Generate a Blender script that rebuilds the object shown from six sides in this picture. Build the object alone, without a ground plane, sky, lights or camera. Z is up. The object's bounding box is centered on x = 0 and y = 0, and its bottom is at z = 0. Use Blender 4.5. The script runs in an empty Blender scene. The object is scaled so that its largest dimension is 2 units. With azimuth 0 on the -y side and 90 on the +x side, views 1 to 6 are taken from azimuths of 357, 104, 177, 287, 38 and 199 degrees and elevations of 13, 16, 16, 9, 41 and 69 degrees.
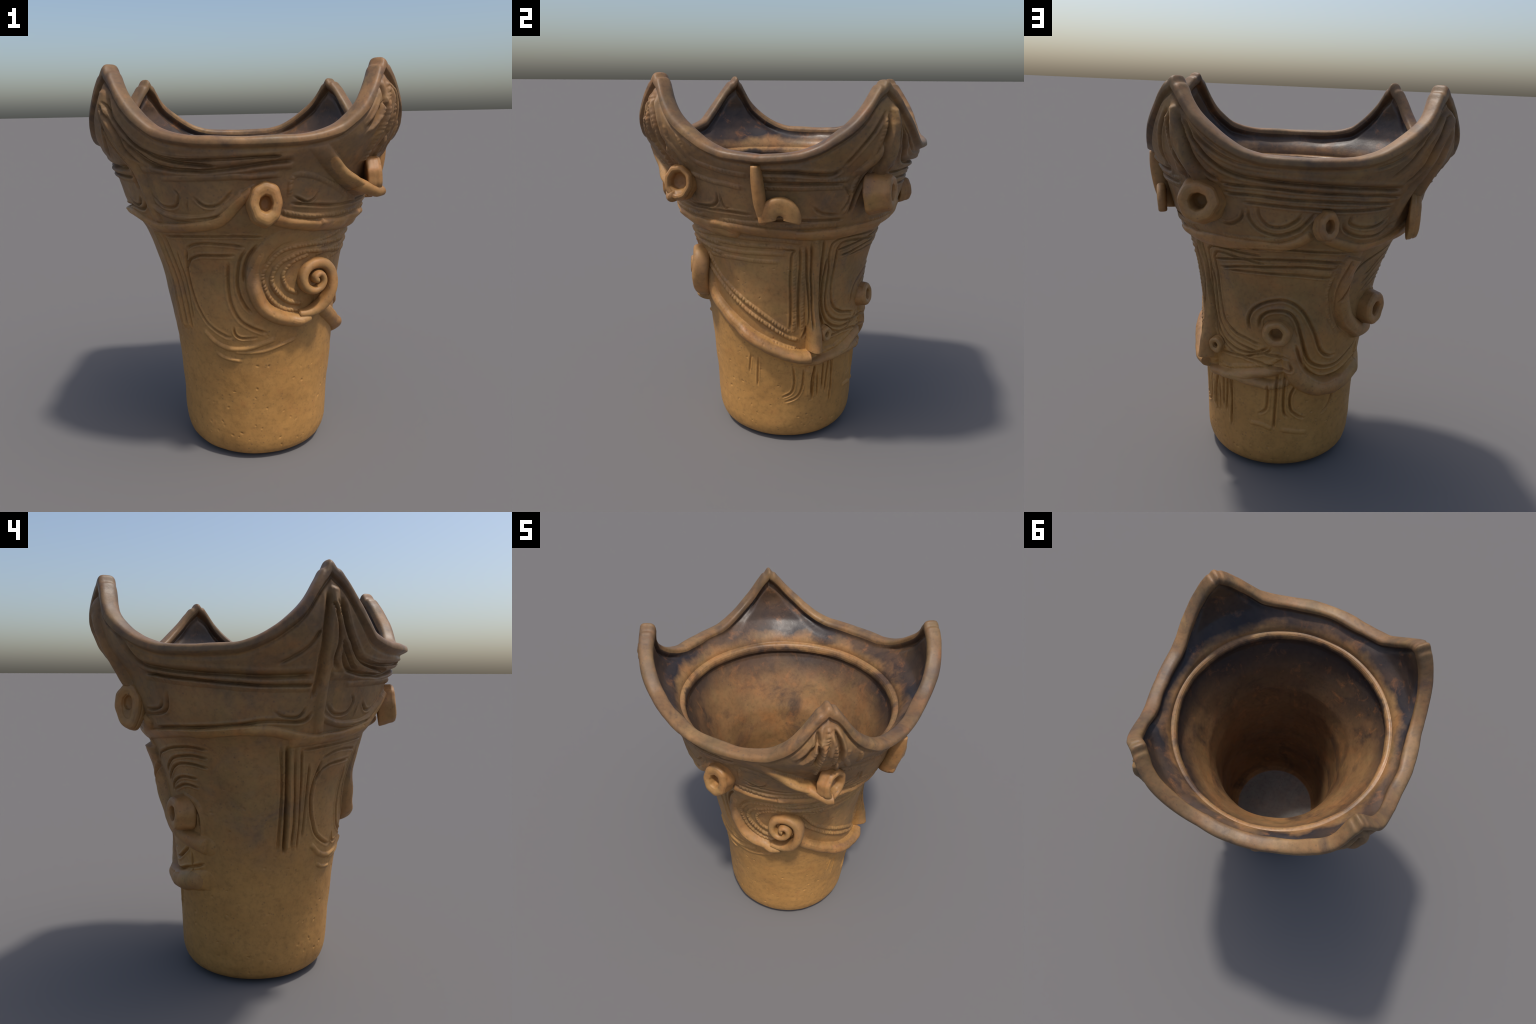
"""Prehistoric deep clay pot with a four-peaked crown, coiled scrolls and ring handles.

The wall is one height field in (azimuth, height): a turned profile that opens into a
four-cornered crown, plus rolled bands, corded ridges and incised grooves laid on it as
strokes.  Ring handles, the coiled scroll and the broken loop are modelled on their own.
Azimuth 0 faces -y and 90 faces +x (degrees); heights are metres.
"""
import bpy
import numpy as np
from mathutils import Vector

rng = np.random.default_rng(7)

# ----------------------------------------------------------------- small maths helpers
def curve(x, xs, ys):
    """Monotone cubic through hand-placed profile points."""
    xs = np.asarray(xs, float); ys = np.asarray(ys, float)
    h = np.diff(xs); d = np.diff(ys) / h
    m = np.empty_like(ys); m[0] = d[0]; m[-1] = d[-1]
    w1 = 2 * h[1:] + h[:-1]; w2 = h[1:] + 2 * h[:-1]
    with np.errstate(divide='ignore', invalid='ignore'):
        m[1:-1] = np.where(d[:-1] * d[1:] > 0, (w1 + w2) / (w1 / d[:-1] + w2 / d[1:]), 0)
    x = np.clip(x, xs[0], xs[-1])
    i = np.clip(np.searchsorted(xs, x) - 1, 0, len(xs) - 2)
    t = (x - xs[i]) / h[i]
    return ((2*t**3 - 3*t*t + 1) * ys[i] + (t**3 - 2*t*t + t) * h[i] * m[i]
            + (-2*t**3 + 3*t*t) * ys[i+1] + (t**3 - t*t) * h[i] * m[i+1])

def smooth(a, b, x):
    t = np.clip((x - a) / (b - a), 0, 1)
    return t * t * (3 - 2 * t)

_perm = rng.random((64, 64, 64))
def noise(p, freq):
    """Smooth 3D value noise in -1..1."""
    q = np.asarray(p) * freq + 17.3
    i = np.floor(q).astype(int); f = q - i; f = f * f * (3 - 2 * f)
    out = 0
    for dx in (0, 1):
        for dy in (0, 1):
            for dz in (0, 1):
                w = (np.where(dx, f[..., 0], 1 - f[..., 0]) * np.where(dy, f[..., 1], 1 - f[..., 1])
                     * np.where(dz, f[..., 2], 1 - f[..., 2]))
                out = out + w * _perm[(i[..., 0] + dx) % 64, (i[..., 1] + dy) % 64, (i[..., 2] + dz) % 64]
    return out * 2 - 1

# ----------------------------------------------------------------- the pot's big shape
CORNER_AZ = np.array([48.6, 135.1, 227.7, 308.9])     # the four crown peaks
PEAK_Z = np.array([2.026, 1.997, 2.002, 2.013])
SIDE_LOW_Z = np.array([1.650, 1.675, 1.666, 1.686])     # rim low point after each peak
SAG_S = [0, .3, .45, .6, .7, .8, .9, 1]               # how each rim swings up to its peaks
SAG = [[0, .04, .12, .28, .41, .59, .81, 1],
       [0, .02, .08, .22, .36, .53, .75, 1],
       [0, .02, .08, .20, .32, .48, .73, 1],
       [0, .01, .04, .12, .27, .48, .74, 1]]

WALL_Z = [0, .02, .06, .12, .3, .5, .7, .85, 1.0, 1.12, 1.2, 1.24, 1.30, 1.45, 1.53, 1.60, 1.68, 1.8, 1.9, 2.05]
WALL_R = [.31, .355, .383, .395, .403, .416, .437, .456, .479, .508, .532, .552, .595, .64, .663, .71, .762, .797, .802, .79]
CORNER_Z = [0, 1.2, 1.3, 1.45, 1.6, 1.7, 1.78, 1.85, 1.93, 2.05]
CORNER_OUT = [0, 0, 0.0, .01, .015, .012, .008, .0, -.012, -.02]

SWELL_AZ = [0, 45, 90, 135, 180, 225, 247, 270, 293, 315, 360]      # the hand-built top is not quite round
SWELL = [.013, .006, .014, -.002, .004, .012, .022, .017, .006, -.004, .013]

def side(az):
    a = np.mod(np.asarray(az, float) - CORNER_AZ[0], 360)
    e = np.append(CORNER_AZ - CORNER_AZ[0], 360)
    i = np.clip(np.searchsorted(e, a, side='right') - 1, 0, 3)
    return (a - e[i]) / (e[i + 1] - e[i]), i

def rim_height(az):
    t, i = side(az)
    s = np.abs(2 * t - 1)
    frac = np.choose(i, [curve(s, SAG_S, g) for g in SAG])
    frac = frac - .075 * np.exp(-((1 - s) / .055) ** 2)          # blunt tips
    peak = np.where(t < .5, PEAK_Z[i], PEAK_Z[(i + 1) % 4])
    return SIDE_LOW_Z[i] + (peak - SIDE_LOW_Z[i]) * frac

def wall_radius(az, z):
    t, i = side(az)
    c = ((1 + np.cos(2 * np.pi * t)) / 2) ** 2.2
    swell = np.interp(np.mod(az, 360), SWELL_AZ, SWELL) * smooth(1.25, 1.42, z) * (1 - .6 * smooth(1.75, 1.95, z))
    rim_kick = -.004 * (1 - c) * smooth(1.58, 1.66, z)
    return curve(z, WALL_Z, WALL_R) + c * curve(z, CORNER_Z, CORNER_OUT) + swell + rim_kick

def axis_shift(z):
    return np.interp(z, [0, .5, 1, 1.3, 2], [.033, .031, .016, 0, 0]), np.interp(z, [0, .3, .6, 1, 1.3, 1.6], [.011, .006, -.001, -.007, -.003, 0])

def place(az, z, r):
    a = np.radians(az); cx, cy = axis_shift(z)
    return np.stack([cx + r * np.sin(a), cy - r * np.cos(a), z + 0 * r], -1)

# ----------------------------------------------------------------- the wall as a grid
NA = 1080                                   # columns round the pot
AZ = np.arange(NA) * 360 / NA
LOW = np.linspace(0, 1.0, 340)[:-1]
UP = np.linspace(0, 1, 300)
rim = rim_height(AZ)
slope = np.gradient(np.concatenate([rim[-3:], rim, rim[:3]]))[3:-3] / (np.radians(360 / NA) * .78)
lean = np.minimum(np.sqrt(1 + slope ** 2), 1.7)
lean = np.convolve(np.concatenate([lean[-12:], lean, lean[:12]]), np.ones(25) / 25, 'valid')
ROLL = .030 * lean                          # height of the rolled rim above its own centre
top = rim - ROLL
Z = np.empty((len(LOW) + len(UP), NA))
Z[:len(LOW)] = LOW[:, None]
Z[len(LOW):] = 1.0 + UP[:, None] * .60 + (top[None, :] - 1.60) * UP[:, None] ** 2.5
A2 = np.broadcast_to(AZ, Z.shape)
R0 = wall_radius(A2, Z)
RELIEF = np.zeros_like(Z)                   # raised clay (largest stroke wins)
CUT = np.zeros_like(Z)                      # incised lines
PART = np.zeros(Z.shape, np.int8)           # which applied band a vertex belongs to
WALL, ROLL_BAND, SCROLL, STRAP, CORD = range(5)

def stroke_samples(points, step=.003):
    """Smooth path through (azimuth, height[, scale]) control points."""
    p = np.array([tuple(q) + (1.0,) * (3 - len(q)) for q in points], float)
    p[:, 0] = np.degrees(np.unwrap(np.radians(p[:, 0])))
    q = np.vstack([2 * p[0] - p[1], p, 2 * p[-1] - p[-2]])
    out = []
    for i in range(1, len(q) - 2):
        a, b, c, d = q[i - 1:i + 3]
        rad = np.radians(c[0] - b[0]) * wall_radius(b[0], b[1])
        n = max(2, int(np.hypot(rad, c[1] - b[1]) / step))
        t = np.linspace(0, 1, n, endpoint=False)[:, None]
        out.append(.5 * (2*b + (c - a)*t + (2*a - 5*b + 4*c - d)*t**2 + (3*b - a - 3*c + d)*t**3))
    out.append(p[-1:])
    return np.vstack(out)

def lay(points, width):
    """Distance, signed offset, arc length and scale fields round a stroke (patch only)."""
    s = stroke_samples(points)
    rad = wall_radius(s[:, 0], s[:, 1])
    q = np.stack([s[:, 0] * .02, s[:, 1], s[:, 1] * 0 + width * 50 + s[0, 1]], -1)
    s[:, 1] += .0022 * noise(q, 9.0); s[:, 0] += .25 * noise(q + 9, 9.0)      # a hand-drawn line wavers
    s[:, 2] *= 1 + .3 * noise(q + 4, 7.0)
    x = np.radians(s[:, 0]); dx = np.gradient(x) * rad; dy = np.gradient(s[:, 1])
    ln = np.hypot(dx, dy) + 1e-9; arc = np.cumsum(ln) - ln[0]
    dist = {}
    c0 = int(np.floor((s[:, 0].min() - np.degrees(width / .38)) * NA / 360)) - 1
    c1 = int(np.ceil((s[:, 0].max() + np.degrees(width / .38)) * NA / 360)) + 2
    cols = np.arange(c0, c1)
    zc = Z[:, cols % NA]
    r0 = max(int(np.searchsorted(Z.min(1) * 0 + zc.max(1), s[:, 1].min() - width * 1.2)) - 1, 0)
    r1 = min(int(np.searchsorted(zc.min(1), s[:, 1].max() + width * 1.2)) + 1, len(Z))
    zz = zc[r0:r1]; ca = np.radians(cols * 360 / NA)
    D = np.full(zz.shape, 9.0); S = np.zeros(zz.shape); L = np.zeros(zz.shape); K = np.zeros(zz.shape)
    for k in range(len(s)):
        half = int(width / rad[k] / (2 * np.pi / NA)) + 2
        m = int(round(s[k, 0] * NA / 360)) - c0
        a, b = max(m - half, 0), min(m + half + 1, len(cols))
        if a >= b: continue
        col = zz[:, (a + b) // 2]
        lo = max(np.searchsorted(col, s[k, 1] - width * 1.4) - 1, 0)
        hi = min(np.searchsorted(col, s[k, 1] + width * 1.4) + 1, len(col))
        if lo >= hi: continue
        ex = (ca[None, a:b] - x[k]) * rad[k]; ey = zz[lo:hi, a:b] - s[k, 1]
        d = np.hypot(ex, ey)
        v = d < D[lo:hi, a:b]
        tx, ty = dx[k] / ln[k], dy[k] / ln[k]
        sg = tx * ey - ty * ex; al = arc[k] + tx * ex + ty * ey
        for F, val in ((D, d), (S, sg), (L, al), (K, np.broadcast_to(s[k, 2], d.shape))):
            F[lo:hi, a:b] = np.where(v, val, F[lo:hi, a:b])
    return slice(r0, r1), cols % NA, D, S, L, K, arc[-1]

def raise_clay(h, w, points, part, power=.8, beads=None, taper=.012):
    rows, cols, D, S, L, K, total = lay(points, w)
    f = np.clip(1 - (D / w) ** 2, 0, 1) ** power * np.maximum(K, 0)
    f = f * np.clip(np.minimum(L, total - L) / taper * .75 + .25, .25 if taper < .05 else .1, 1)
    if beads:
        ph = (L + .35 * S + .004 * np.sin(L * 97) + .003 * np.sin(L * 41 + h * 900)) / beads
        f = f * (1 - (.30 + .12 * np.sin(L * 23 + w * 500)) * np.exp(-((ph - np.round(ph)) / .19) ** 2))
    v = f * h
    blk = RELIEF[rows][:, cols]; pb = PART[rows][:, cols]
    hgt = np.maximum(blk, v) + .18 * np.minimum(blk, v)
    PART[rows, cols] = np.where((f > .35) & (v > blk), part, pb)
    RELIEF[rows, cols] = hgt

def ridge(h, w, *p): raise_clay(h, w * 1.15, p, WALL)
def bead(h, w, *p): raise_clay(h, w * 1.1, p, CORD, .7, beads=.021)
def roll(h, w, *p):
    high = p[0][1] > 1.2
    raise_clay(h, w * 1.2, p, ROLL_BAND if high else SCROLL, .7, taper=.015 if high else .09)
def band(h, w, *p): raise_clay(h, w * 1.1, p, ROLL_BAND if p[0][1] > 1.3 else SCROLL, .62)
def strap(h, w, *p): raise_clay(h, w * 1.1, p, STRAP, .6)

def groove(d, w, *p):
    if np.mean([q[1] for q in p]) > 1.57: d, w = d * 1.3, w * 1.25        # deep soft pleats of the crown
    rows, cols, D, S, L, K, total = lay(p, w * 2.4)
    g = np.exp(-(D / (w * .5)) ** 2) - .30 * np.exp(-((D - w * 1.35) / (w * .6)) ** 2)   # burr of pushed-up clay
    g = g * np.clip(np.minimum(L, total - L) / .035 + .1, 0, 1) * K
    blk = CUT[rows][:, cols]; v = d * g * 1.75
    CUT[rows, cols] = np.where(np.abs(v) > np.abs(blk), v, blk)

# ----------------------------------------------------------------- decoration strokes
groove(0.006, 0.008, (309.6, 1.21), (327.8, 1.225), (346.3, 1.235), (5.3, 1.229))
groove(0.007, 0.009, (323.2, 1.156), (328.8, 1.184), (337, 1.196), (348.2, 1.191), (356.1, 1.177))
groove(0.007, 0.009, (320.6, 1.052), (323.3, 1.097), (327.2, 1.118), (332.6, 1.131), (344.3, 1.136), (350.4, 1.137))
groove(0.007, 0.01, (323.2, 1.156), (319.7, 1.05), (319.1, 0.959), (321.8, 0.858), (326.3, 0.783), (332.3, 0.74), (339.9, 0.709), (344.1, 0.709))
groove(0.005, 0.008, (320.3, 0.887), (323.2, 0.841), (324.9, 0.8))
groove(0.008, 0.011, (346.3, 1.107), (344.6, 1.012), (344.3, 0.934), (346.2, 0.856), (350.5, 0.796), (357.4, 0.758), (6, 0.73))
groove(0.008, 0.01, (356, 1.165), (352.5, 1.114), (349.9, 1.013), (350.5, 0.942), (353.4, 0.882), (357.2, 0.839))
groove(0.009, 0.01, (1.9, 1.193), (356.8, 1.131), (354, 1.061), (354, 1.002))
groove(0.008, 0.008, (345.1, 0.766), (345.8, 0.726), (349.7, 0.705), (360, 0.705))
ridge(0.012, 0.012, (324, 0.723), (331.1, 0.675), (340.6, 0.646), (352.1, 0.645), (3.5, 0.675), (10.4, 0.692))
ridge(0.008, 0.009, (344.3, 0.627), (353.5, 0.623), (1.8, 0.628), (13.5, 0.654), (25.1, 0.677))
ridge(0.008, 0.009, (331.7, 0.612), (337.3, 0.589), (347.7, 0.576))
bead(0.014, 0.012, (61.5, 1.154), (27.3, 1.172), (14.3, 1.15), (7.5, 1.092), (4.1, 1.023), (7.2, 0.931), (14.9, 0.859), (27.7, 0.83))
bead(0.014, 0.012, (61.5, 1.099), (31.6, 1.137), (19.6, 1.117), (12.5, 1.076), (9.3, 1.014), (12, 0.952), (18.5, 0.897), (28.4, 0.866))
bead(0.012, 0.011, (31.1, 1.12), (21.2, 1.091), (16, 1.032), (18.3, 0.964), (25.4, 0.925))
groove(0.01, 0.014, (315, 1.674), (318.8, 1.598), (325.7, 1.555), (339.7, 1.542), (353.1, 1.552), (5.5, 1.574), (14.5, 1.582))
ridge(0.01, 0.014, (314.8, 1.537), (328.9, 1.54), (342.3, 1.533), (355.6, 1.548), (5.7, 1.558), (15.1, 1.556))
ridge(0.01, 0.012, (323.6, 1.502), (339.1, 1.507), (352.9, 1.514), (3.3, 1.518), (10.2, 1.521))
groove(0.008, 0.01, (310.6, 1.832), (315.2, 1.729), (320.4, 1.644), (328.3, 1.604), (338.4, 1.59), (355.9, 1.595), (10.1, 1.602))
groove(0.007, 0.01, (308.9, 1.832), (313, 1.692), (313.2, 1.616), (316.7, 1.571))
roll(0.024, 0.022, (301.6, 1.247), (326.3, 1.271), (342, 1.296), (348.8, 1.333), (355.1, 1.406), (0.7, 1.456))
ridge(0.016, 0.014, (312.7, 1.372), (321.3, 1.335), (332.5, 1.323), (342.8, 1.338), (350.5, 1.386), (356.3, 1.444))
groove(0.007, 0.008, (331.5, 1.312), (341.3, 1.327), (347.7, 1.343))
groove(0.006, 0.009, (336.6, 1.423), (341, 1.385), (347.1, 1.393), (353.1, 1.457))
groove(0.006, 0.009, (315.7, 1.416), (321, 1.373), (327.5, 1.378), (330.1, 1.426), (328.1, 1.458))
groove(0.006, 0.007, (332.6, 1.354), (333.9, 1.415))
roll(0.026, 0.024, (9.1, 1.32), (20.3, 1.286), (38.5, 1.258), (72.9, 1.232), (70.2, 1.283))
bead(0.012, 0.012, (12.5, 1.352), (22.7, 1.326), (39.5, 1.312), (59, 1.316))
bead(0.008, 0.012, (14.8, 1.429), (15.1, 1.499), (18.6, 1.519), (26.3, 1.498), (36.7, 1.446), (44, 1.401))
groove(0.007, 0.008, (16.6, 1.422), (22.1, 1.391), (26, 1.401), (27.8, 1.432))
groove(0.007, 0.01, (15.7, 1.39), (25.1, 1.375), (37.2, 1.361), (54.1, 1.359))
roll(0.026, 0.024, (31.1, 1.281), (44.3, 1.263), (65.4, 1.269), (79.1, 1.267), (94.7, 1.253), (110.2, 1.241), (122.6, 1.234), (141.7, 1.241), (158.5, 1.255))
bead(0.01, 0.014, (70.3, 1.304), (80.4, 1.303), (88.7, 1.3), (100.1, 1.292), (111.5, 1.293), (126.8, 1.294))
bead(0.009, 0.011, (24.3, 1.167), (61.5, 1.208), (81.9, 1.212), (98.6, 1.21), (110, 1.197))
bead(0.009, 0.011, (34.6, 1.146), (59.8, 1.167), (76.6, 1.171), (94.4, 1.174), (105.3, 1.168))
bead(0.008, 0.011, (36.6, 1.115), (58.5, 1.126), (75.9, 1.128), (90, 1.133), (102.1, 1.134))
bead(0.007, 0.011, (50.4, 1.079), (69.9, 1.089), (86.1, 1.087), (97.9, 1.09))
groove(0.007, 0.008, (100.3, 1.157), (107.1, 1.151), (105.6, 1.117), (106.1, 0.953), (106.5, 0.777), (106.1, 0.705))
groove(0.007, 0.008, (110.2, 1.176), (111.2, 1.038), (111.3, 0.865), (112, 0.703))
bead(0.007, 0.01, (107.7, 1.125), (108.4, 0.953), (109.1, 0.758), (108.3, 0.686))
bead(0.007, 0.01, (111.7, 1.158), (113.5, 0.994), (114.6, 0.819), (114.8, 0.692))
groove(0.009, 0.008, (113.6, 1.175), (115.4, 1.037), (118, 0.861), (117.8, 0.727), (115, 0.647))
groove(0.009, 0.008, (116.4, 1.19), (117.7, 1.079), (119.2, 0.904), (120.2, 0.716))
ridge(0.016, 0.014, (118.5, 1.215), (121.8, 1.032), (123.1, 0.856), (123.7, 0.766), (125.8, 0.673), (126.1, 0.58))
groove(0.009, 0.01, (123.3, 1.211), (124, 1.142), (124.7, 1.012), (126.7, 0.808), (130.5, 0.694))
groove(0.007, 0.009, (164.6, 1.163), (139.3, 1.184), (133.6, 1.157), (133.3, 1.115), (133.9, 1.036), (133.8, 0.931), (135.3, 0.84), (138.8, 0.798), (147, 0.764), (163, 0.725))
groove(0.007, 0.009, (162.3, 1.203), (138, 1.211), (129.6, 1.188), (128.2, 1.129), (130.2, 1.006), (130.3, 0.848), (133.9, 0.77), (143.3, 0.717), (165.2, 0.682), (181.8, 0.674))
groove(0.007, 0.009, (130.8, 0.721), (141.4, 0.656), (159, 0.633), (181.8, 0.608), (181.2, 0.66))
bead(0.01, 0.012, (132.8, 0.565), (146.4, 0.57), (163.8, 0.582), (182.1, 0.596))
roll(0.034, 0.024, (131.2, 0.526), (147.2, 0.526), (171, 0.513), (182.2, 0.54), (181.5, 0.592))
bead(0.014, 0.012, (53, 0.817), (63.7, 0.75), (76.2, 0.691), (89.9, 0.644), (103, 0.604), (110.8, 0.589))
bead(0.012, 0.012, (35.7, 1.073), (49.5, 0.971), (63.2, 0.875), (77.2, 0.792), (92.3, 0.719), (105.1, 0.659), (111.7, 0.639))
bead(0.01, 0.012, (46.5, 1.08), (56.4, 0.968), (68.7, 0.886), (82, 0.817), (94.5, 0.747), (106.1, 0.687))
groove(0.004, 0.007, (77.3, 0.545), (74.7, 0.417))
groove(0.004, 0.007, (83.1, 0.535), (80.8, 0.341))
groove(0.006, 0.008, (108.7, 0.482), (109.9, 0.387), (107.6, 0.32), (100.4, 0.286))
groove(0.006, 0.008, (117, 0.459), (116, 0.354), (112.4, 0.294), (102.8, 0.258))
ridge(0.008, 0.014, (120.6, 0.455), (120, 0.283))
groove(0.007, 0.008, (125.1, 0.44), (124, 0.258))
groove(0.007, 0.008, (137.8, 0.504), (135.2, 0.288))
groove(0.007, 0.008, (141.8, 0.496), (140.4, 0.217))
groove(0.006, 0.007, (128.5, 0.435), (128.7, 0.271))
bead(0.011, 0.013, (61.4, 1.755), (62.9, 1.661), (65.1, 1.603), (72.6, 1.57), (79.3, 1.556), (86, 1.547))
bead(0.01, 0.012, (56.6, 1.763), (56.2, 1.687), (54.2, 1.59))
bead(0.01, 0.012, (58.5, 1.533), (67.7, 1.51), (76.9, 1.496), (83.5, 1.485))
ridge(0.009, 0.012, (51.4, 1.896), (54, 1.799), (53.9, 1.71), (50.6, 1.585))
bead(0.01, 0.012, (91.3, 1.537), (99.7, 1.538), (110.3, 1.532), (116.9, 1.524), (127.4, 1.525))
groove(0.008, 0.01, (91.7, 1.513), (102.4, 1.513), (113.2, 1.511), (125.3, 1.509))
bead(0.01, 0.012, (92.1, 1.491), (102.4, 1.49), (116.2, 1.489), (125.7, 1.489))
groove(0.012, 0.014, (90.6, 1.567), (104.7, 1.567), (118, 1.554), (123.1, 1.583))
groove(0.008, 0.01, (122.8, 1.59), (125.5, 1.654), (130.2, 1.744), (134.3, 1.842))
bead(0.01, 0.012, (134.4, 1.813), (133.3, 1.706), (132.3, 1.583), (130, 1.469), (128.1, 1.351))
groove(0.01, 0.01, (135.4, 1.824), (135.7, 1.705), (136.1, 1.586), (132.8, 1.466), (131.1, 1.348))
groove(0.007, 0.01, (70.8, 1.452), (69.8, 1.402), (65, 1.374), (53.1, 1.369))
groove(0.006, 0.008, (72.1, 1.447), (73.6, 1.379), (76.4, 1.375))
groove(0.007, 0.01, (49.7, 1.355), (63.5, 1.357), (78.8, 1.356), (86.5, 1.35))
groove(0.007, 0.01, (87.5, 1.329), (102.9, 1.328), (118.5, 1.323), (129.7, 1.32))
groove(0.006, 0.01, (113.1, 1.397), (117.9, 1.36), (126.1, 1.346))
groove(0.007, 0.01, (125.5, 1.499), (129.3, 1.442), (127.3, 1.352))
groove(0.011, 0.012, (138.7, 1.844), (141.1, 1.737), (142.4, 1.642), (144.4, 1.581), (148.1, 1.552))
groove(0.01, 0.012, (140.6, 1.817), (144.9, 1.706), (149.7, 1.626), (156.1, 1.589), (166, 1.574), (185.8, 1.56), (208.4, 1.544), (220.1, 1.536))
groove(0.008, 0.01, (140, 1.833), (146.5, 1.731), (153, 1.667), (160.1, 1.638), (171.2, 1.627))
groove(0.008, 0.009, (148.9, 1.54), (163.5, 1.538), (176, 1.532), (191.8, 1.521), (209.8, 1.51), (221.4, 1.497))
groove(0.008, 0.009, (149.2, 1.498), (162.7, 1.499), (173.5, 1.492), (192.3, 1.485), (218.4, 1.469))
groove(0.008, 0.009, (156.8, 1.463), (168.1, 1.462), (181.7, 1.454), (198.8, 1.445), (217.7, 1.449))
groove(0.008, 0.01, (163.1, 1.454), (163.5, 1.408), (166.8, 1.364), (172.7, 1.362), (177.7, 1.393), (180.2, 1.434))
groove(0.008, 0.01, (158.9, 1.442), (159.2, 1.389), (163.1, 1.339), (170.9, 1.322), (178.5, 1.352), (182.2, 1.395), (185.1, 1.436))
groove(0.007, 0.01, (145.2, 1.354), (151, 1.357), (155.5, 1.391), (156.5, 1.432))
roll(0.024, 0.022, (105.3, 1.244), (121.6, 1.243), (141.4, 1.257), (160.9, 1.26), (170.9, 1.26), (178.3, 1.286), (184.5, 1.333))
roll(0.024, 0.022, (190.9, 1.311), (196.2, 1.286), (207.2, 1.251), (218.8, 1.256), (228.7, 1.292), (236, 1.348))
bead(0.01, 0.012, (145.1, 1.292), (164.7, 1.294), (173.9, 1.307), (181.4, 1.346))
groove(0.008, 0.01, (199.7, 1.428), (199.3, 1.387), (204.6, 1.363), (212.6, 1.363), (218.2, 1.399))
groove(0.008, 0.01, (196.2, 1.388), (199.1, 1.345), (207.9, 1.312), (217.3, 1.323), (222, 1.38))
ridge(0.02, 0.022, (231.4, 1.905), (226.3, 1.787), (225.1, 1.663), (226.1, 1.558), (223.4, 1.456), (222.2, 1.335))
groove(0.012, 0.012, (227.8, 1.858), (223, 1.74), (222.3, 1.638), (220.1, 1.557))
groove(0.008, 0.012, (228.1, 1.888), (219.6, 1.777), (215.4, 1.669), (211.1, 1.585))
groove(0.007, 0.01, (226.2, 1.887), (216.4, 1.754), (209.4, 1.671), (201.5, 1.634))
groove(0.007, 0.008, (141.8, 1.213), (172.1, 1.245), (206.8, 1.223))
groove(0.007, 0.008, (131.6, 1.139), (156.6, 1.178), (172.4, 1.191), (187.5, 1.188), (205.5, 1.17))
groove(0.007, 0.008, (135.9, 1.103), (156.5, 1.138), (180.3, 1.155), (202.1, 1.137))
groove(0.006, 0.008, (142.8, 1.102), (161.6, 1.113), (181, 1.111), (200.9, 1.089))
bead(0.006, 0.01, (156.5, 1.158), (180.1, 1.174), (202.4, 1.155))
bead(0.006, 0.01, (161.5, 1.127), (180.6, 1.134), (201, 1.113))
groove(0.008, 0.01, (128.3, 1.123), (127, 1.029), (126.8, 0.904), (129.2, 0.783), (134.9, 0.713), (146.9, 0.672), (158.3, 0.677), (168.4, 0.715))
groove(0.007, 0.009, (133.8, 1.095), (133.3, 0.962), (136, 0.835), (143.5, 0.768), (155, 0.748))
bead(0.01, 0.011, (121.6, 0.999), (122, 0.9), (120.7, 0.794))
groove(0.008, 0.01, (156, 0.8), (155, 0.857), (158, 0.912), (165.4, 0.958), (174.1, 0.977), (182.2, 0.955), (189.3, 0.898), (195.6, 0.811), (201.9, 0.703), (208.8, 0.658), (215.4, 0.655))
groove(0.009, 0.01, (162.1, 0.818), (162.9, 0.877), (169.2, 0.916), (178.2, 0.914), (184.2, 0.865), (188.1, 0.781), (192.7, 0.677), (197.8, 0.629), (207.8, 0.598), (218.5, 0.604), (231.8, 0.661), (237, 0.691))
groove(0.009, 0.01, (184.7, 0.748), (188.9, 0.652), (195.2, 0.587), (205.4, 0.54), (219, 0.541), (236.2, 0.585), (250.9, 0.622))
roll(0.046, 0.044, (179.2, 0.764), (183.3, 0.697), (185.4, 0.61), (192.9, 0.532), (206.4, 0.49), (222.3, 0.488), (237.7, 0.518), (251.5, 0.538))
bead(0.01, 0.012, (128.4, 0.545), (146.7, 0.581), (160.7, 0.607), (170.9, 0.64), (178.5, 0.687))
roll(0.034, 0.024, (113.2, 0.506), (126.2, 0.512), (139.8, 0.524), (158.6, 0.564), (172.3, 0.593), (181.2, 0.619))
groove(0.007, 0.009, (132.7, 0.637), (150.5, 0.645), (166.6, 0.688), (170.4, 0.717))
roll(0.046, 0.04, (210.8, 1.201), (208.3, 1.098), (209.5, 0.98), (217.3, 0.85), (232.4, 0.765), (254.9, 0.722))
groove(0.01, 0.01, (208.2, 1.196), (205.1, 1.076), (205.3, 0.976), (208.9, 0.881), (216.3, 0.801), (231, 0.716))
bead(0.007, 0.01, (205, 1.183), (200.5, 1.039), (201.5, 0.964), (204.5, 0.878), (211.4, 0.792))
groove(0.014, 0.01, (126.3, 0.481), (123.7, 0.377), (124, 0.278))
groove(0.007, 0.008, (133.4, 0.489), (132.4, 0.314))
groove(0.007, 0.008, (139.8, 0.506), (142, 0.288))
groove(0.007, 0.009, (169.6, 0.53), (169.3, 0.428), (168.2, 0.365), (162.6, 0.332))
groove(0.008, 0.009, (175.5, 0.582), (174.7, 0.388), (174.3, 0.253))
groove(0.008, 0.009, (180.1, 0.584), (180.8, 0.372), (184, 0.319))
groove(0.008, 0.009, (188.8, 0.512), (185.1, 0.452), (185.7, 0.372), (190.6, 0.334), (196.6, 0.311))
ridge(0.007, 0.012, (156.8, 0.277), (166.3, 0.273), (173.2, 0.253))
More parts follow.
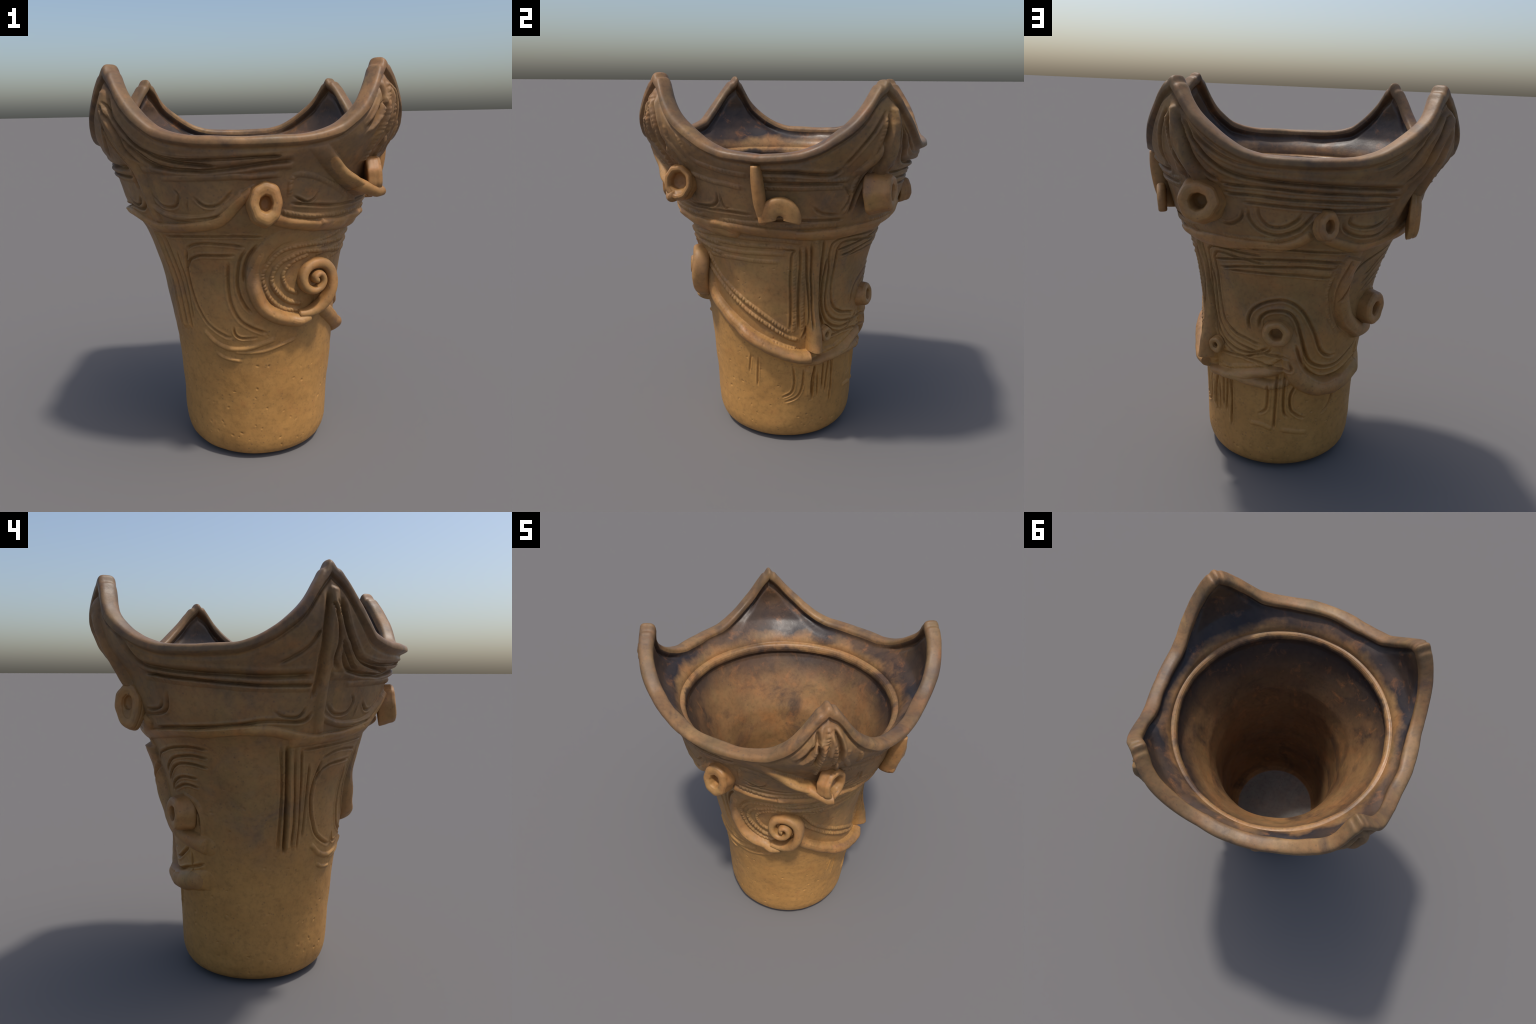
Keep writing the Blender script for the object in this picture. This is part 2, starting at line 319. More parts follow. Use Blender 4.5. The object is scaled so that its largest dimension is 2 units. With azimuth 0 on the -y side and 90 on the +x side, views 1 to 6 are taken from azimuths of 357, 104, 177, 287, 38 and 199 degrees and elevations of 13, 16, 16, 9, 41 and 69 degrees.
ridge(0.006, 0.012, (180, 0.251), (189.1, 0.24), (198.8, 0.227))
groove(0.006, 0.01, (219.5, 0.468), (216.9, 0.375), (210.7, 0.316))
groove(0.01, 0.013, (233, 1.864), (241, 1.703), (244.3, 1.604), (252.2, 1.572), (265.8, 1.554), (276.3, 1.547), (291.7, 1.539), (307.5, 1.548))
bead(0.009, 0.012, (248.8, 1.563), (259.8, 1.547), (270.9, 1.533), (281.3, 1.523), (291.7, 1.513), (308.2, 1.518))
bead(0.009, 0.012, (243, 1.534), (255.7, 1.516), (270.5, 1.502), (281.2, 1.49), (291.8, 1.484), (308.1, 1.487))
groove(0.009, 0.01, (244.9, 1.55), (259.3, 1.532), (270.7, 1.517), (281.2, 1.507), (291.8, 1.5), (308.4, 1.502))
strap(0.02, 0.022, (309.7, 1.886), (309.8, 1.767), (311.1, 1.626), (312.8, 1.505), (313.3, 1.377), (315, 1.283))
groove(0.01, 0.012, (308.2, 1.862), (307.6, 1.75), (308.4, 1.626), (309.6, 1.536), (308.7, 1.443))
groove(0.009, 0.012, (312.1, 1.843), (315, 1.731), (321.7, 1.634), (330.3, 1.587), (348.2, 1.559))
groove(0.008, 0.01, (314.3, 1.685), (321, 1.598), (326.9, 1.555))
groove(0.006, 0.01, (307.2, 1.738), (303.6, 1.659), (298.8, 1.613), (294.3, 1.584))
roll(0.022, 0.02, (219, 1.254), (252, 1.289), (263.5, 1.288), (280.2, 1.306), (295.5, 1.299), (305.9, 1.272), (317.9, 1.259))
groove(0.009, 0.011, (239.6, 1.305), (264.6, 1.319), (280.4, 1.33), (292.2, 1.349), (305.7, 1.347), (310.4, 1.385))
groove(0.006, 0.01, (293.7, 1.394), (298, 1.368), (304.1, 1.367), (307.3, 1.411))
groove(0.007, 0.01, (252.6, 1.472), (249.1, 1.386), (234.7, 1.361))
groove(0.006, 0.009, (249.6, 1.439), (246.7, 1.398), (238.1, 1.387))
groove(0.008, 0.008, (263.3, 1.208), (250.7, 1.217), (231.9, 1.188), (217.7, 1.134), (207.3, 0.995), (206.9, 0.903))
groove(0.008, 0.008, (262.2, 1.167), (251.1, 1.176), (236.1, 1.146), (225.4, 1.074))
groove(0.008, 0.008, (261.2, 1.122), (247.2, 1.136), (235.2, 1.103), (225.5, 1.03))
groove(0.008, 0.008, (253.1, 1.062), (242.8, 1.064), (232.5, 1.031), (227.2, 0.98))
groove(0.008, 0.008, (253, 1.016), (242.6, 1.026), (229.8, 0.984))
ridge(0.01, 0.014, (239.1, 0.97), (248.8, 0.939), (252.8, 0.867), (251.2, 0.761))
groove(0.009, 0.01, (244.4, 0.934), (250.4, 0.881), (249.9, 0.812))
groove(0.007, 0.008, (240.1, 0.673), (239.6, 0.563))
groove(0.006, 0.01, (298.9, 1.229), (301, 0.984), (300, 0.713))
groove(0.016, 0.011, (301.9, 1.233), (303.5, 0.983), (304.3, 0.697))
ridge(0.01, 0.014, (304, 1.228), (306.3, 0.981), (306.8, 0.717))
groove(0.004, 0.006, (306.5, 1.162), (308.9, 0.896), (308.6, 0.733))
ridge(0.01, 0.012, (307.2, 1.227), (310.2, 0.979), (311, 0.722))
groove(0.006, 0.008, (309.5, 1.217), (311.8, 0.978), (313, 0.712))
groove(0.006, 0.008, (315, 1.141), (315.8, 0.975), (315.9, 0.769))
bead(0.018, 0.014, (48.6, 1.901), (48, 1.825), (47.4, 1.773), (46.8, 1.716), (46.7, 1.645), (47.2, 1.55))
ridge(0.016, 0.012, (50.1, 1.882), (50.1, 1.815), (50.1, 1.731))
bead(0.014, 0.012, (51, 1.849), (51.6, 1.779), (52.5, 1.675), (56.6, 1.542))
ridge(0.012, 0.014, (51.8, 1.881), (53.7, 1.787), (55.2, 1.712), (60.7, 1.583))
bead(0.014, 0.014, (46.8, 1.832), (45.1, 1.79), (43.7, 1.747), (42.3, 1.712), (40.2, 1.678))
groove(0.01, 0.012, (46, 1.842), (44.2, 1.798), (42.1, 1.748), (39.3, 1.703))
groove(0.012, 0.012, (44.8, 1.944), (45.3, 1.856), (46.2, 1.755), (45, 1.661))
groove(0.01, 0.012, (50.5, 1.889), (53, 1.792), (53.5, 1.71), (51.2, 1.6))
band(0.055, 0.034, (23.8, 1.237, 0), (12.8, 1.216, 0.25), (4.1, 1.142, 0.4), (359.3, 1.045, 0.5), (359.4, 0.963, 0.65), (4.4, 0.871, 0.85), (13.7, 0.815, 1), (24, 0.789, 1), (33, 0.8, 0.95))
band(0.075, 0.036, (39.4, 1.017, 0.25), (42.9, 0.946, 0.38), (46.9, 0.831, 0.42), (58.4, 0.753, 0.45), (71.6, 0.684, 0.55), (85.2, 0.625, 0.7), (99, 0.577, 0.9), (111.8, 0.548, 1.05), (121.1, 0.545, 1.15))
band(0.09, 0.034, (118.9, 1.034, 0), (120.2, 0.913, 0.2), (120.5, 0.834, 0.45), (121.2, 0.754, 0.7), (122.6, 0.68, 0.9), (123, 0.579, 1.1))
band(0.075, 0.03, (19, 1.666, 0), (30, 1.562, 0.45), (39.9, 1.482, 0.8), (53.7, 1.411, 1))
strap(0.024, 0.022, (137.4, 1.86), (138.1, 1.792), (137.3, 1.709), (134.2, 1.618), (130, 1.552))
strap(0.055, 0.03, (138, 1.80, .3), (139, 1.70, .55), (140, 1.60, .9), (141, 1.51, 1))
strap(0.06, 0.028, (228.5, 1.86, .3), (229, 1.74, .4), (229.5, 1.62, .6), (230, 1.53, .85), (230.3, 1.48, .6))

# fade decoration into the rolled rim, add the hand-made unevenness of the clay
fade = smooth(.0, .05, top[None, :] - Z - .012)
P0 = place(A2, Z, R0)
lumps = .0045 * noise(P0, 3.1) + .0022 * noise(P0, 9.0) + .0009 * noise(P0, 26.0)
pits = np.zeros_like(Z)                     # scattered pocks where grit fell out of the clay
for _ in range(420):
    c = rng.integers(0, NA); r = rng.integers(20, len(LOW) + 180)
    if r > len(LOW) * .55 and rng.random() < .5: continue
    n = 7; cc = np.arange(c - n, c + n + 1) % NA; rr = np.arange(max(r - n, 0), min(r + n + 1, len(Z)))
    sx, sy = rng.uniform(1.2, 3.2), rng.uniform(1.0, 2.4); sh = rng.uniform(-.6, .6)
    g = np.exp(-(((np.arange(-n, n + 1)[None, :] + sh * (rr[:, None] - r)) / sx) ** 2 + ((rr[:, None] - r) / sy) ** 2))
    pits[rr[:, None], cc[None, :]] -= rng.uniform(.001, .0042) * g
under_rim = -.011 * np.exp(-((top[None, :] - Z - .022) / (.011)) ** 2)
bulge = .010 * smooth(.022, .0, top[None, :] - Z)
ROUT = R0 + (RELIEF - CUT) * fade + lumps + pits * smooth(.2, .02, CUT * 20) + under_rim + bulge
OUT = place(A2, Z, ROUT)

# ----------------------------------------------------------------- rolled rim
r_top = ROUT[-1]
lump_r = noise(place(AZ, top, r_top), 7.0)
HALF = .040 + .004 * lump_r                # half thickness of the rim
# blunt peaks carry a few pinched notches
t_side, _ = side(AZ)
tip = np.minimum(t_side, 1 - t_side) * 90
notch = .006 * np.cos(tip / 1.3 * np.pi + CORNER_AZ[0]) * np.exp(-(tip / 3.2) ** 2)
rim_rows = []
for a in np.linspace(0, np.pi, 19)[1:-1]:
    ca, sa = np.sign(np.cos(a)) * abs(np.cos(a)) ** .65, np.sin(a) ** .65
    zr = top + (ROLL + notch * (a > .5) + .003 * lump_r) * sa
    rim_rows.append(place(AZ, zr, r_top - HALF + HALF * ca))
RIM = np.array(rim_rows)

# ----------------------------------------------------------------- inside: crown, ledge, well
inner = []
z_in0 = top + 0
r_in0 = r_top - 2 * HALF
N1 = 46
LEDGE_Z, LEDGE_R = 1.543, .618
for k in range(N1):
    q = k / (N1 - 1)
    z = z_in0 + (LEDGE_Z - z_in0) * q ** .9
    wall = wall_radius(AZ, z) - .060
    under = .020 * np.exp(-(((z_in0 - z) - .035) / .022) ** 2)        # hollow under the rolled lip
    wall = wall + under
    b = 1 - (1 - np.clip((z - LEDGE_Z) / .12, 0, 1)) ** 1.6        # ledge flows up into the crown wall
    r = LEDGE_R + (wall - LEDGE_R) * b
    lip = smooth(.0, .035, z_in0 - z)
    r = r_in0 + (r - r_in0) * lip
    inner.append(place(AZ, z, r + .003 * noise(place(AZ, z, r), 5.0)))
WELL_Z = [1.5425, 1.540, 1.534, 1.524, 1.510, 1.497, 1.488, 1.478, 1.455, 1.40, 1.30, 1.15, 1.0, .85, .7, .55, .4, .25, .15, .1, .075, .065]
WELL_R = [.612, .603, .595, .590, .587, .588, .597, .600, .594, .564, .510, .440, .402, .386, .376, .366, .357, .347, .332, .314, .29, .255]
idx = np.linspace(0, len(WELL_Z) - 1, 150)
for wz, wr in zip(np.interp(idx, range(len(WELL_Z)), WELL_Z), np.interp(idx, range(len(WELL_R)), WELL_R)):
    p = place(AZ, wz + 0 * AZ, wr + 0 * AZ)
    inner.append(place(AZ, wz + .003 * noise(p, 4.0), wr + .005 * noise(p, 3.3) + .0015 * noise(p, 14.0)))
for fr in (.22, .17, .12, .07, .03):
    p = place(AZ, .06 + 0 * AZ, fr + 0 * AZ)
    inner.append(place(AZ, .06 + .006 * noise(p, 9.0) + .003 * noise(p, 25.0), fr + 0 * AZ))
INNER = np.array(inner)
under = np.array([place(AZ, 0 * AZ + zz, fr + 0 * AZ) for fr, zz in ((.03, .006), (.1, .006), (.2, .005), (.27, .001))])

# ----------------------------------------------------------------- assemble one shell, then split it by region
rows = np.concatenate([under, OUT, RIM, INNER])
NR = len(rows)
n_under, n_out, n_rim = len(under), len(OUT), len(RIM)
V = rows.reshape(-1, 3)
V = np.vstack([V, [[.033, 0, .006], [.03, 0, .06]]])
V[:, 2] = np.maximum(V[:, 2], 0)
i = np.arange(NR - 1)[:, None] * NA; j = np.arange(NA)[None, :]; jn = (j + 1) % NA
Q = np.stack([i + j, i + jn, i + NA + jn, i + NA + j], -1).reshape(-1, 4)
# vertex normals of the whole shell
FN = np.cross(V[Q[:, 2]] - V[Q[:, 0]], V[Q[:, 3]] - V[Q[:, 1]])
N = np.zeros_like(V)
for k in range(4):
    for ax in range(3):
        N[:, ax] += np.bincount(Q[:, k], FN[:, ax], len(V))
N[-2] = (0, 0, -1); N[-1] = (0, 0, 1)
N /= np.linalg.norm(N, axis=1)[:, None] + 1e-12

row_of = np.repeat(np.arange(NR - 1), NA); col_of = np.tile(np.arange(NA), NR - 1)
region = np.empty(len(Q), int)
BASE, BODY, COLLAR, CROWN, RIMLIP, INCROWN, LEDGE, WELL, FLOOR = range(10, 19)
orow = np.clip(row_of - n_under, 0, n_out - 1)
zq = Z[orow, col_of]; pq = PART[orow, col_of]
region[:] = np.where(zq < 1.2, BODY, np.where(zq < 1.56, COLLAR, CROWN))
region = np.where((pq > 0), pq, region)
region = np.where(row_of < n_under, BASE, region)
k0 = n_under + n_out
region = np.where(row_of >= k0 - 8, RIMLIP, region)
region = np.where(row_of >= k0 + n_rim, INCROWN, region)
k1 = k0 + n_rim + N1 - 4
region = np.where(row_of >= k1, LEDGE, region)
region = np.where(row_of >= k1 + 30, WELL, region)
region = np.where(row_of >= NR - 12, FLOOR, region)

root = bpy.data.objects.new("clay_pot", None)
bpy.context.scene.collection.objects.link(root)
root["label"] = "tall brown clay pot with four-peaked crown and coiled scroll ornament"
root["category"] = "pottery"

def add_mesh(name, verts, faces, mat, normals=None, tris=None):
    me = bpy.data.meshes.new(name)
    nq = len(faces); nt = 0 if tris is None else len(tris)
    me.vertices.add(len(verts)); me.vertices.foreach_set("co", np.asarray(verts, np.float32).ravel())
    loops = np.asarray(faces).ravel()
    starts = np.arange(nq) * 4
    if nt:
        starts = np.concatenate([starts, nq * 4 + np.arange(nt) * 3]); loops = np.concatenate([loops, np.asarray(tris).ravel()])
    me.loops.add(len(loops)); me.loops.foreach_set("vertex_index", loops.astype(np.int32))
    me.polygons.add(nq + nt); me.polygons.foreach_set("loop_start", starts.astype(np.int32))
    me.update(calc_edges=True); me.validate()
    me.polygons.foreach_set("use_smooth", np.ones(len(me.polygons), bool))
    if normals is not None:
        me.normals_split_custom_set_from_vertices(np.asarray(normals, np.float32).tolist())
    me.materials.append(mat)
    ob = bpy.data.objects.new(name, me)
    bpy.context.scene.collection.objects.link(ob)
    ob.parent = root
    return ob

# ----------------------------------------------------------------- clay materials
def clay(name, stops, patch, patch_amount, rough=(.5, .7), bump=.25, low=None, speck=.35, soot=False):
    """Fired clay: mottled body colour, warm/dark firing clouds, specks and fine grain."""
    m = bpy.data.materials.new(name); m.use_nodes = True
    nt = m.node_tree; nd = nt.nodes; lk = nt.links
    b = nd["Principled BSDF"]
    co = nd.new("ShaderNodeTexCoord").outputs["Object"]
    def tex(scale, detail=4, rough_=.6, dist=0.0, vec=co):
        n = nd.new("ShaderNodeTexNoise"); n.inputs["Scale"].default_value = scale
        n.inputs["Detail"].default_value = detail; n.inputs["Roughness"].default_value = rough_
        n.inputs["Distortion"].default_value = dist; lk.new(vec, n.inputs["Vector"]); return n.outputs["Fac"]
    def ramp(fac, pts):
        r = nd.new("ShaderNodeValToRGB"); e = r.color_ramp.elements
        while len(e) < len(pts): e.new(.5)
        for k, (p, c) in enumerate(pts):
            e[k].position = p; e[k].color = (*c, 1) if not np.isscalar(c) else (c, c, c, 1)
        lk.new(fac, r.inputs["Fac"]); return r.outputs["Color"]
    def mix(f, a, c, mode='MIX'):
        n = nd.new("ShaderNodeMix"); n.data_type = 'RGBA'; n.blend_type = mode
        for sock, val in ((n.inputs["Factor"], f), (n.inputs["A"], a), (n.inputs["B"], c)):
            if hasattr(val, "is_output"): lk.new(val, sock)
            elif np.isscalar(val): sock.default_value = val
            else: sock.default_value = (*val, 1)
        return n.outputs["Result"]
    def math(op, a, c):
        n = nd.new("ShaderNodeMath"); n.operation = op; n.use_clamp = False
        for k, val in enumerate((a, c)):
            if hasattr(val, "is_output"): lk.new(val, n.inputs[k])
            else: n.inputs[k].default_value = val
        return n.outputs[0]
    big = tex(2.6, 5, .62, .4)
    col = ramp(big, [(.30, stops[0]), (.5, stops[1]), (.70, stops[2])])
    hue = tex(6.5, 4, .6, .6)                # redder and more olive firing flecks
    col = mix(.5, col, ramp(hue, [(.32, (1.12, .92, .80)), (.5, (1, 1, 1)), (.68, (.90, 1.05, 1.02))]), 'MULTIPLY')
    clouds = ramp(tex(4.2, 5, .65, .8), [(.52, 0.0), (.72, 1.0)])
    col = mix(math('MULTIPLY', clouds, patch_amount), col, patch)
    if low is not None:                      # the foot is fired a yellower ochre, with a ragged border
        sep = nd.new("ShaderNodeSeparateXYZ"); lk.new(co, sep.inputs[0])
        edge = math('ADD', sep.outputs["Z"], math('MULTIPLY', math('SUBTRACT', tex(3.5, 4), .5), .55))
        mr = nd.new("ShaderNodeMapRange"); mr.interpolation_type = 'SMOOTHSTEP'
        mr.inputs["From Min"].default_value = .45; mr.inputs["From Max"].default_value = .95
        lk.new(edge, mr.inputs["Value"])
        ochre = ramp(tex(5.0, 5), [(.3, low[0]), (.7, low[1])])
        col = mix(mr.outputs["Result"], ochre, col)
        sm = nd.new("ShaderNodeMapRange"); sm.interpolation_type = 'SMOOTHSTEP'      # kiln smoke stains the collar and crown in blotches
        sm.inputs["From Min"].default_value = 1.1; sm.inputs["From Max"].default_value = 1.55
        lk.new(edge, sm.inputs["Value"])
        blot = ramp(tex(5.5, 5, .65, .5), [(.34, .25), (.62, 1.0)])
        col = mix(math('MULTIPLY', math('MULTIPLY', sm.outputs["Result"], blot), .6), col, (.12, .078, .05))
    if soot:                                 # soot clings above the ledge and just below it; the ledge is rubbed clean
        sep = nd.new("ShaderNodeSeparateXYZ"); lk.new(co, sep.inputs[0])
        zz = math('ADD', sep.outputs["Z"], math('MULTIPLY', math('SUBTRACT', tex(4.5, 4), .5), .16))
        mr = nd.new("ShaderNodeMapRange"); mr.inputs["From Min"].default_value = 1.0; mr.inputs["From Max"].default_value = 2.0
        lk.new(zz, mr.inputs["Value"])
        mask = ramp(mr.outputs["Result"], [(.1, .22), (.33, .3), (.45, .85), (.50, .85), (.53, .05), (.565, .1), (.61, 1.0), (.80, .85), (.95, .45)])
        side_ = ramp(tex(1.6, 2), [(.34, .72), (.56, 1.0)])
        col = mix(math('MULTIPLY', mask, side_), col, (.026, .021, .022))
        front = nd.new("ShaderNodeMapRange"); front.interpolation_type = 'SMOOTHSTEP'      # near-black tint over the front side of the well
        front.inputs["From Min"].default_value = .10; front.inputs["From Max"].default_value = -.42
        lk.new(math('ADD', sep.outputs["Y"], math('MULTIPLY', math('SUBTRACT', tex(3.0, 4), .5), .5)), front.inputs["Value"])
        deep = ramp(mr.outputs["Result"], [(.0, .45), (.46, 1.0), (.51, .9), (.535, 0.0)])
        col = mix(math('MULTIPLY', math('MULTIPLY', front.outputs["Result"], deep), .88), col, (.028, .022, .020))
    rust = ramp(tex(11, 4, .7, .5), [(.56, 0.0), (.74, 1.0)])
    col = mix(math('MULTIPLY', rust, .35), col, tuple(np.array(stops[2]) * (1.15, .85, .7)))
    fine = tex(38, 4, .7)
    col = mix(.55, col, ramp(fine, [(.25, (.55, .55, .55)), (.5, (1, 1, 1)), (.8, (1.25, 1.22, 1.15))]), 'MULTIPLY')
    vor = nd.new("ShaderNodeTexVoronoi"); vor.inputs["Scale"].default_value = 40; lk.new(co, vor.inputs["Vector"])
    dots = ramp(vor.outputs["Distance"], [(.10, 1.0), (.24, 0.0)])
    keep = ramp(tex(9, 2), [(.46, 0.0), (.58, 1.0)])
    col = mix(math('MULTIPLY', math('MULTIPLY', dots, keep), speck), col, (.06, .045, .042))
    lk.new(col, b.inputs["Base Color"])
    rr = nd.new("ShaderNodeMapRange"); rr.inputs["To Min"].default_value = rough[0]; rr.inputs["To Max"].default_value = rough[1]
    rr.inputs["From Min"].default_value = .3; rr.inputs["From Max"].default_value = .7
    lk.new(tex(6, 4), rr.inputs["Value"]); lk.new(rr.outputs["Result"], b.inputs["Roughness"])
    bp = nd.new("ShaderNodeBump"); bp.inputs["Strength"].default_value = bump; bp.inputs["Distance"].default_value = .006
    hh = math('ADD', math('MULTIPLY', tex(55, 5, .65), .6), math('MULTIPLY', tex(17, 3), .7))
    lk.new(hh, bp.inputs["Height"]); lk.new(bp.outputs["Normal"], b.inputs["Normal"])
    b.inputs["Specular IOR Level"].default_value = .35
    return m

CLAY = clay("fired_clay", [(.215, .118, .044), (.305, .163, .058), (.365, .20, .072)], (.125, .092, .072), .5,
            (.48, .66), low=[(.385, .19, .052), (.47, .24, .069)])
BAND_CLAY = clay("worn_band_clay", [(.27, .136, .048), (.36, .185, .064), (.42, .222, .08)], (.20, .115, .068), .55, (.42, .6))
RIM_CLAY = clay("smoked_rim_clay", [(.105, .062, .036), (.19, .108, .048), (.29, .158, .066)], (.05, .037, .035), .75, (.42, .6))
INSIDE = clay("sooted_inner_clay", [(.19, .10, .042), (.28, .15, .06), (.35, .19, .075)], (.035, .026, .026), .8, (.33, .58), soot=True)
FLOOR_CLAY = clay("dusty_floor_clay", [(.13, .12, .11), (.17, .155, .145), (.21, .195, .18)], (.07, .06, .055), .5, (.7, .9), bump=.6)


names = {BASE: ("base", CLAY), BODY: ("body", CLAY), COLLAR: ("collar", CLAY), CROWN: ("crown", CLAY),
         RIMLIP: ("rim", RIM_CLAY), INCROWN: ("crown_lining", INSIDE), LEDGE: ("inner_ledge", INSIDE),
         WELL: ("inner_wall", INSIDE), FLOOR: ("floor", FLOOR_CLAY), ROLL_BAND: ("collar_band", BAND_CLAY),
         SCROLL: ("scroll_band", BAND_CLAY), STRAP: ("corner_strap", CLAY), CORD: ("corded_ridge", CLAY)}
for key, (name, mat) in names.items():
    f = Q[region == key]; tris = None
    if key == BASE:
        tris = np.stack([np.full(NA, len(V) - 2), np.arange(NA), (np.arange(NA) + 1) % NA], -1)[:, ::-1]
        tris = tris[:, [0, 2, 1]][:, ::-1]
    if key == FLOOR:
        b = (NR - 1) * NA
        tris = np.stack([np.full(NA, len(V) - 1), b + np.arange(NA), b + (np.arange(NA) + 1) % NA], -1)
    allv = f.ravel() if tris is None else np.concatenate([f.ravel(), tris.ravel()])
    u, inv = np.unique(allv, return_inverse=True)
    add_mesh(name, V[u], inv[:f.size].reshape(-1, 4), mat, N[u], None if tris is None else inv[f.size:].reshape(-1, 3))

# ----------------------------------------------------------------- modelled ornaments
def frame(az, el):
    a, e = np.radians(az), np.radians(el)
    n = np.array([np.sin(a) * np.cos(e), -np.cos(a) * np.cos(e), np.sin(e)])
    r = np.array([np.cos(a), np.sin(a), 0.0])
    return r, np.cross(n, r), n

def sweep(name, path, side_dir, up_dir, half_w, half_t, mat, closed=False, nseg=20, power=2.6, rough=.003):
    """Loft a superellipse section along a path; side/up directions and sizes given per point."""
    m = len(path); th = np.linspace(0, 2 * np.pi, nseg, endpoint=False)
    c = np.sign(np.cos(th)) * np.abs(np.cos(th)) ** (2 / power)
    s = np.sign(np.sin(th)) * np.abs(np.sin(th)) ** (2 / power)
    half_w = np.broadcast_to(half_w, m); half_t = np.broadcast_to(half_t, m)
    v = (path[:, None] + side_dir[:, None] * (c[None, :, None] * half_w[:, None, None])
         + up_dir[:, None] * (s[None, :, None] * half_t[:, None, None]))
    nv = v + .0
    d = v - path[:, None]; d = d / (np.linalg.norm(d, axis=-1, keepdims=True) + 1e-9)
    v = v + d * (noise(v, 14.0) * rough + noise(v, 5.0) * rough * 1.6)[..., None]
    rws = m if closed else m - 1
    ii = np.arange(rws)[:, None]; jj = np.arange(nseg)[None, :]
    nx = (ii + 1) % m; jx = (jj + 1) % nseg
    f = np.stack([ii * nseg + jj, ii * nseg + jx, nx * nseg + jx, nx * nseg + jj], -1).reshape(-1, 4)
    vv = v.reshape(-1, 3); tris = None
    if not closed:
        vv = np.vstack([vv, v[0].mean(0), v[-1].mean(0)])
        k = np.arange(nseg); kn = (k + 1) % nseg; b = (m - 1) * nseg
        tris = np.vstack([np.stack([np.full(nseg, m * nseg), kn, k], -1), np.stack([np.full(nseg, m * nseg + 1), b + k, b + kn], -1)])
    ob = add_mesh(name, vv, f, mat, None, tris)
    import bmesh
    bm = bmesh.new(); bm.from_mesh(ob.data); bmesh.ops.recalc_face_normals(bm, faces=bm.faces); bm.to_mesh(ob.data); bm.free()
    return ob

def ring_handle(name, centre, az, el, outer, hole, depth, mat, stretch=1.0, arc=(0, 360), nose=0.0, flare=1.1, sides=8):
    """Pinched clay ring with a blind hole: a turned section round `az`, its face at `centre`,
    running back by `depth` into the wall; slightly polygonal, like thumbed clay."""
    r, u, n = frame(az, el)
    mid = (outer + hole) / 2
    prof = [(0, -depth * .75), (hole * .55, -depth * .75), (hole * .85, -depth * .62), (hole * .95, -depth * .3), (hole, -.016), (hole * 1.12, -.006),
            (mid * .9, -.0005), (mid * 1.08, .0), (outer * .91, -.005), (outer * .985, -.016), (outer, -.03 if depth > .06 else -depth * .5),
            (outer * (1 + flare) / 2, -depth * .6), (outer * flare, -depth), (outer * flare * .5, -depth * 1.05), (0, -depth * 1.05)]
    pr = np.array(prof); k = np.linspace(0, len(pr) - 1, 60)
    pr = np.stack([np.interp(k, range(len(pr)), pr[:, 0]), np.interp(k, range(len(pr)), pr[:, 1])], -1)
    a = np.radians(np.linspace(0, 360, 72, endpoint=False))
    wob = 1 + .022 * np.cos(sides * a + az) + .03 * np.sin(2 * a + az * 3) + .02 * np.sin(3 * a + az)
    low = np.clip(-np.sin(a), 0, 1) ** 4 * nose
    rad = pr[:, 0][:, None] * wob[None, :] + np.where(pr[:, 0][:, None] > hole * 1.05, low[None, :], 0)
    v = (np.array(centre) + (rad * np.cos(a))[..., None] * r + (rad * np.sin(a) * stretch)[..., None] * u + pr[:, 1][:, None, None] * n)
    v = v + n * (.004 * noise(v, 9.0))[..., None] + .0025 * np.stack([noise(v + 3, 16.0), noise(v + 5, 16.0), noise(v + 8, 16.0)], -1)
    m = len(pr); ns = len(a)
    ii = np.arange(m - 1)[:, None]; jj = np.arange(ns)[None, :]; jx = (jj + 1) % ns
    f = np.stack([ii * ns + jj, ii * ns + jx, (ii + 1) * ns + jx, (ii + 1) * ns + jj], -1).reshape(-1, 4)
    ob = add_mesh(name, v.reshape(-1, 3), f, mat)
    import bmesh
    bm = bmesh.new(); bm.from_mesh(ob.data)
    bmesh.ops.remove_doubles(bm, verts=bm.verts, dist=1e-4)
    bmesh.ops.recalc_face_normals(bm, faces=bm.faces); bm.to_mesh(ob.data); bm.free()
    return ob

ring_handle("ring_handle", (.060, -.716, 1.405), 6, 6, .073, .029, .09, BAND_CLAY, 1.27)
ring_handle("ring_handle", (.448, .612, 1.462), 170, 4, .090, .038, .12, BAND_CLAY, flare=1.28)
ring_handle("ring_handle", (.612, -.420, 1.492), 84, 4, .075, .042, .07, BAND_CLAY, 1.1, nose=.014)
ring_handle("ring_handle", (-.553, .445, 1.415), 262, 0, .072, .028, .050, BAND_CLAY, 1.3, nose=.025)
ring_handle("ring_handle", (-.122, .672, 1.385), 205, 4, .050, .022, .07, BAND_CLAY, 1.3)
ring_handle("ring_handle", (.086, .498, .811), 168, 4, .067, .029, .08, BAND_CLAY, sides=6)
ring_handle("ring_handle", (-.432, .288, .881), 226, 0, .076, .031, .10, BAND_CLAY, 1.1, sides=7)
# small pierced loop in the crook behind the nose
ring_handle("ring_handle", (.385, .315, .668), 150, 0, .042, .014, .05, BAND_CLAY, sides=5)
# the broken loop: a flat half disc with a bite out of its lower edge
q = np.linspace(-14, 194, 44); qa = np.radians(q)
r_, u_, n_ = frame(99, -4)
dd = np.cos(qa)[:, None] * r_ + np.sin(qa)[:, None] * u_
c_ = np.array([.690, .110, 1.350])
sweep("broken_loop", c_ + dd * .057 - n_ * .02, dd, np.tile(n_, (44, 1)), .047, .026, BAND_CLAY, power=3.2)
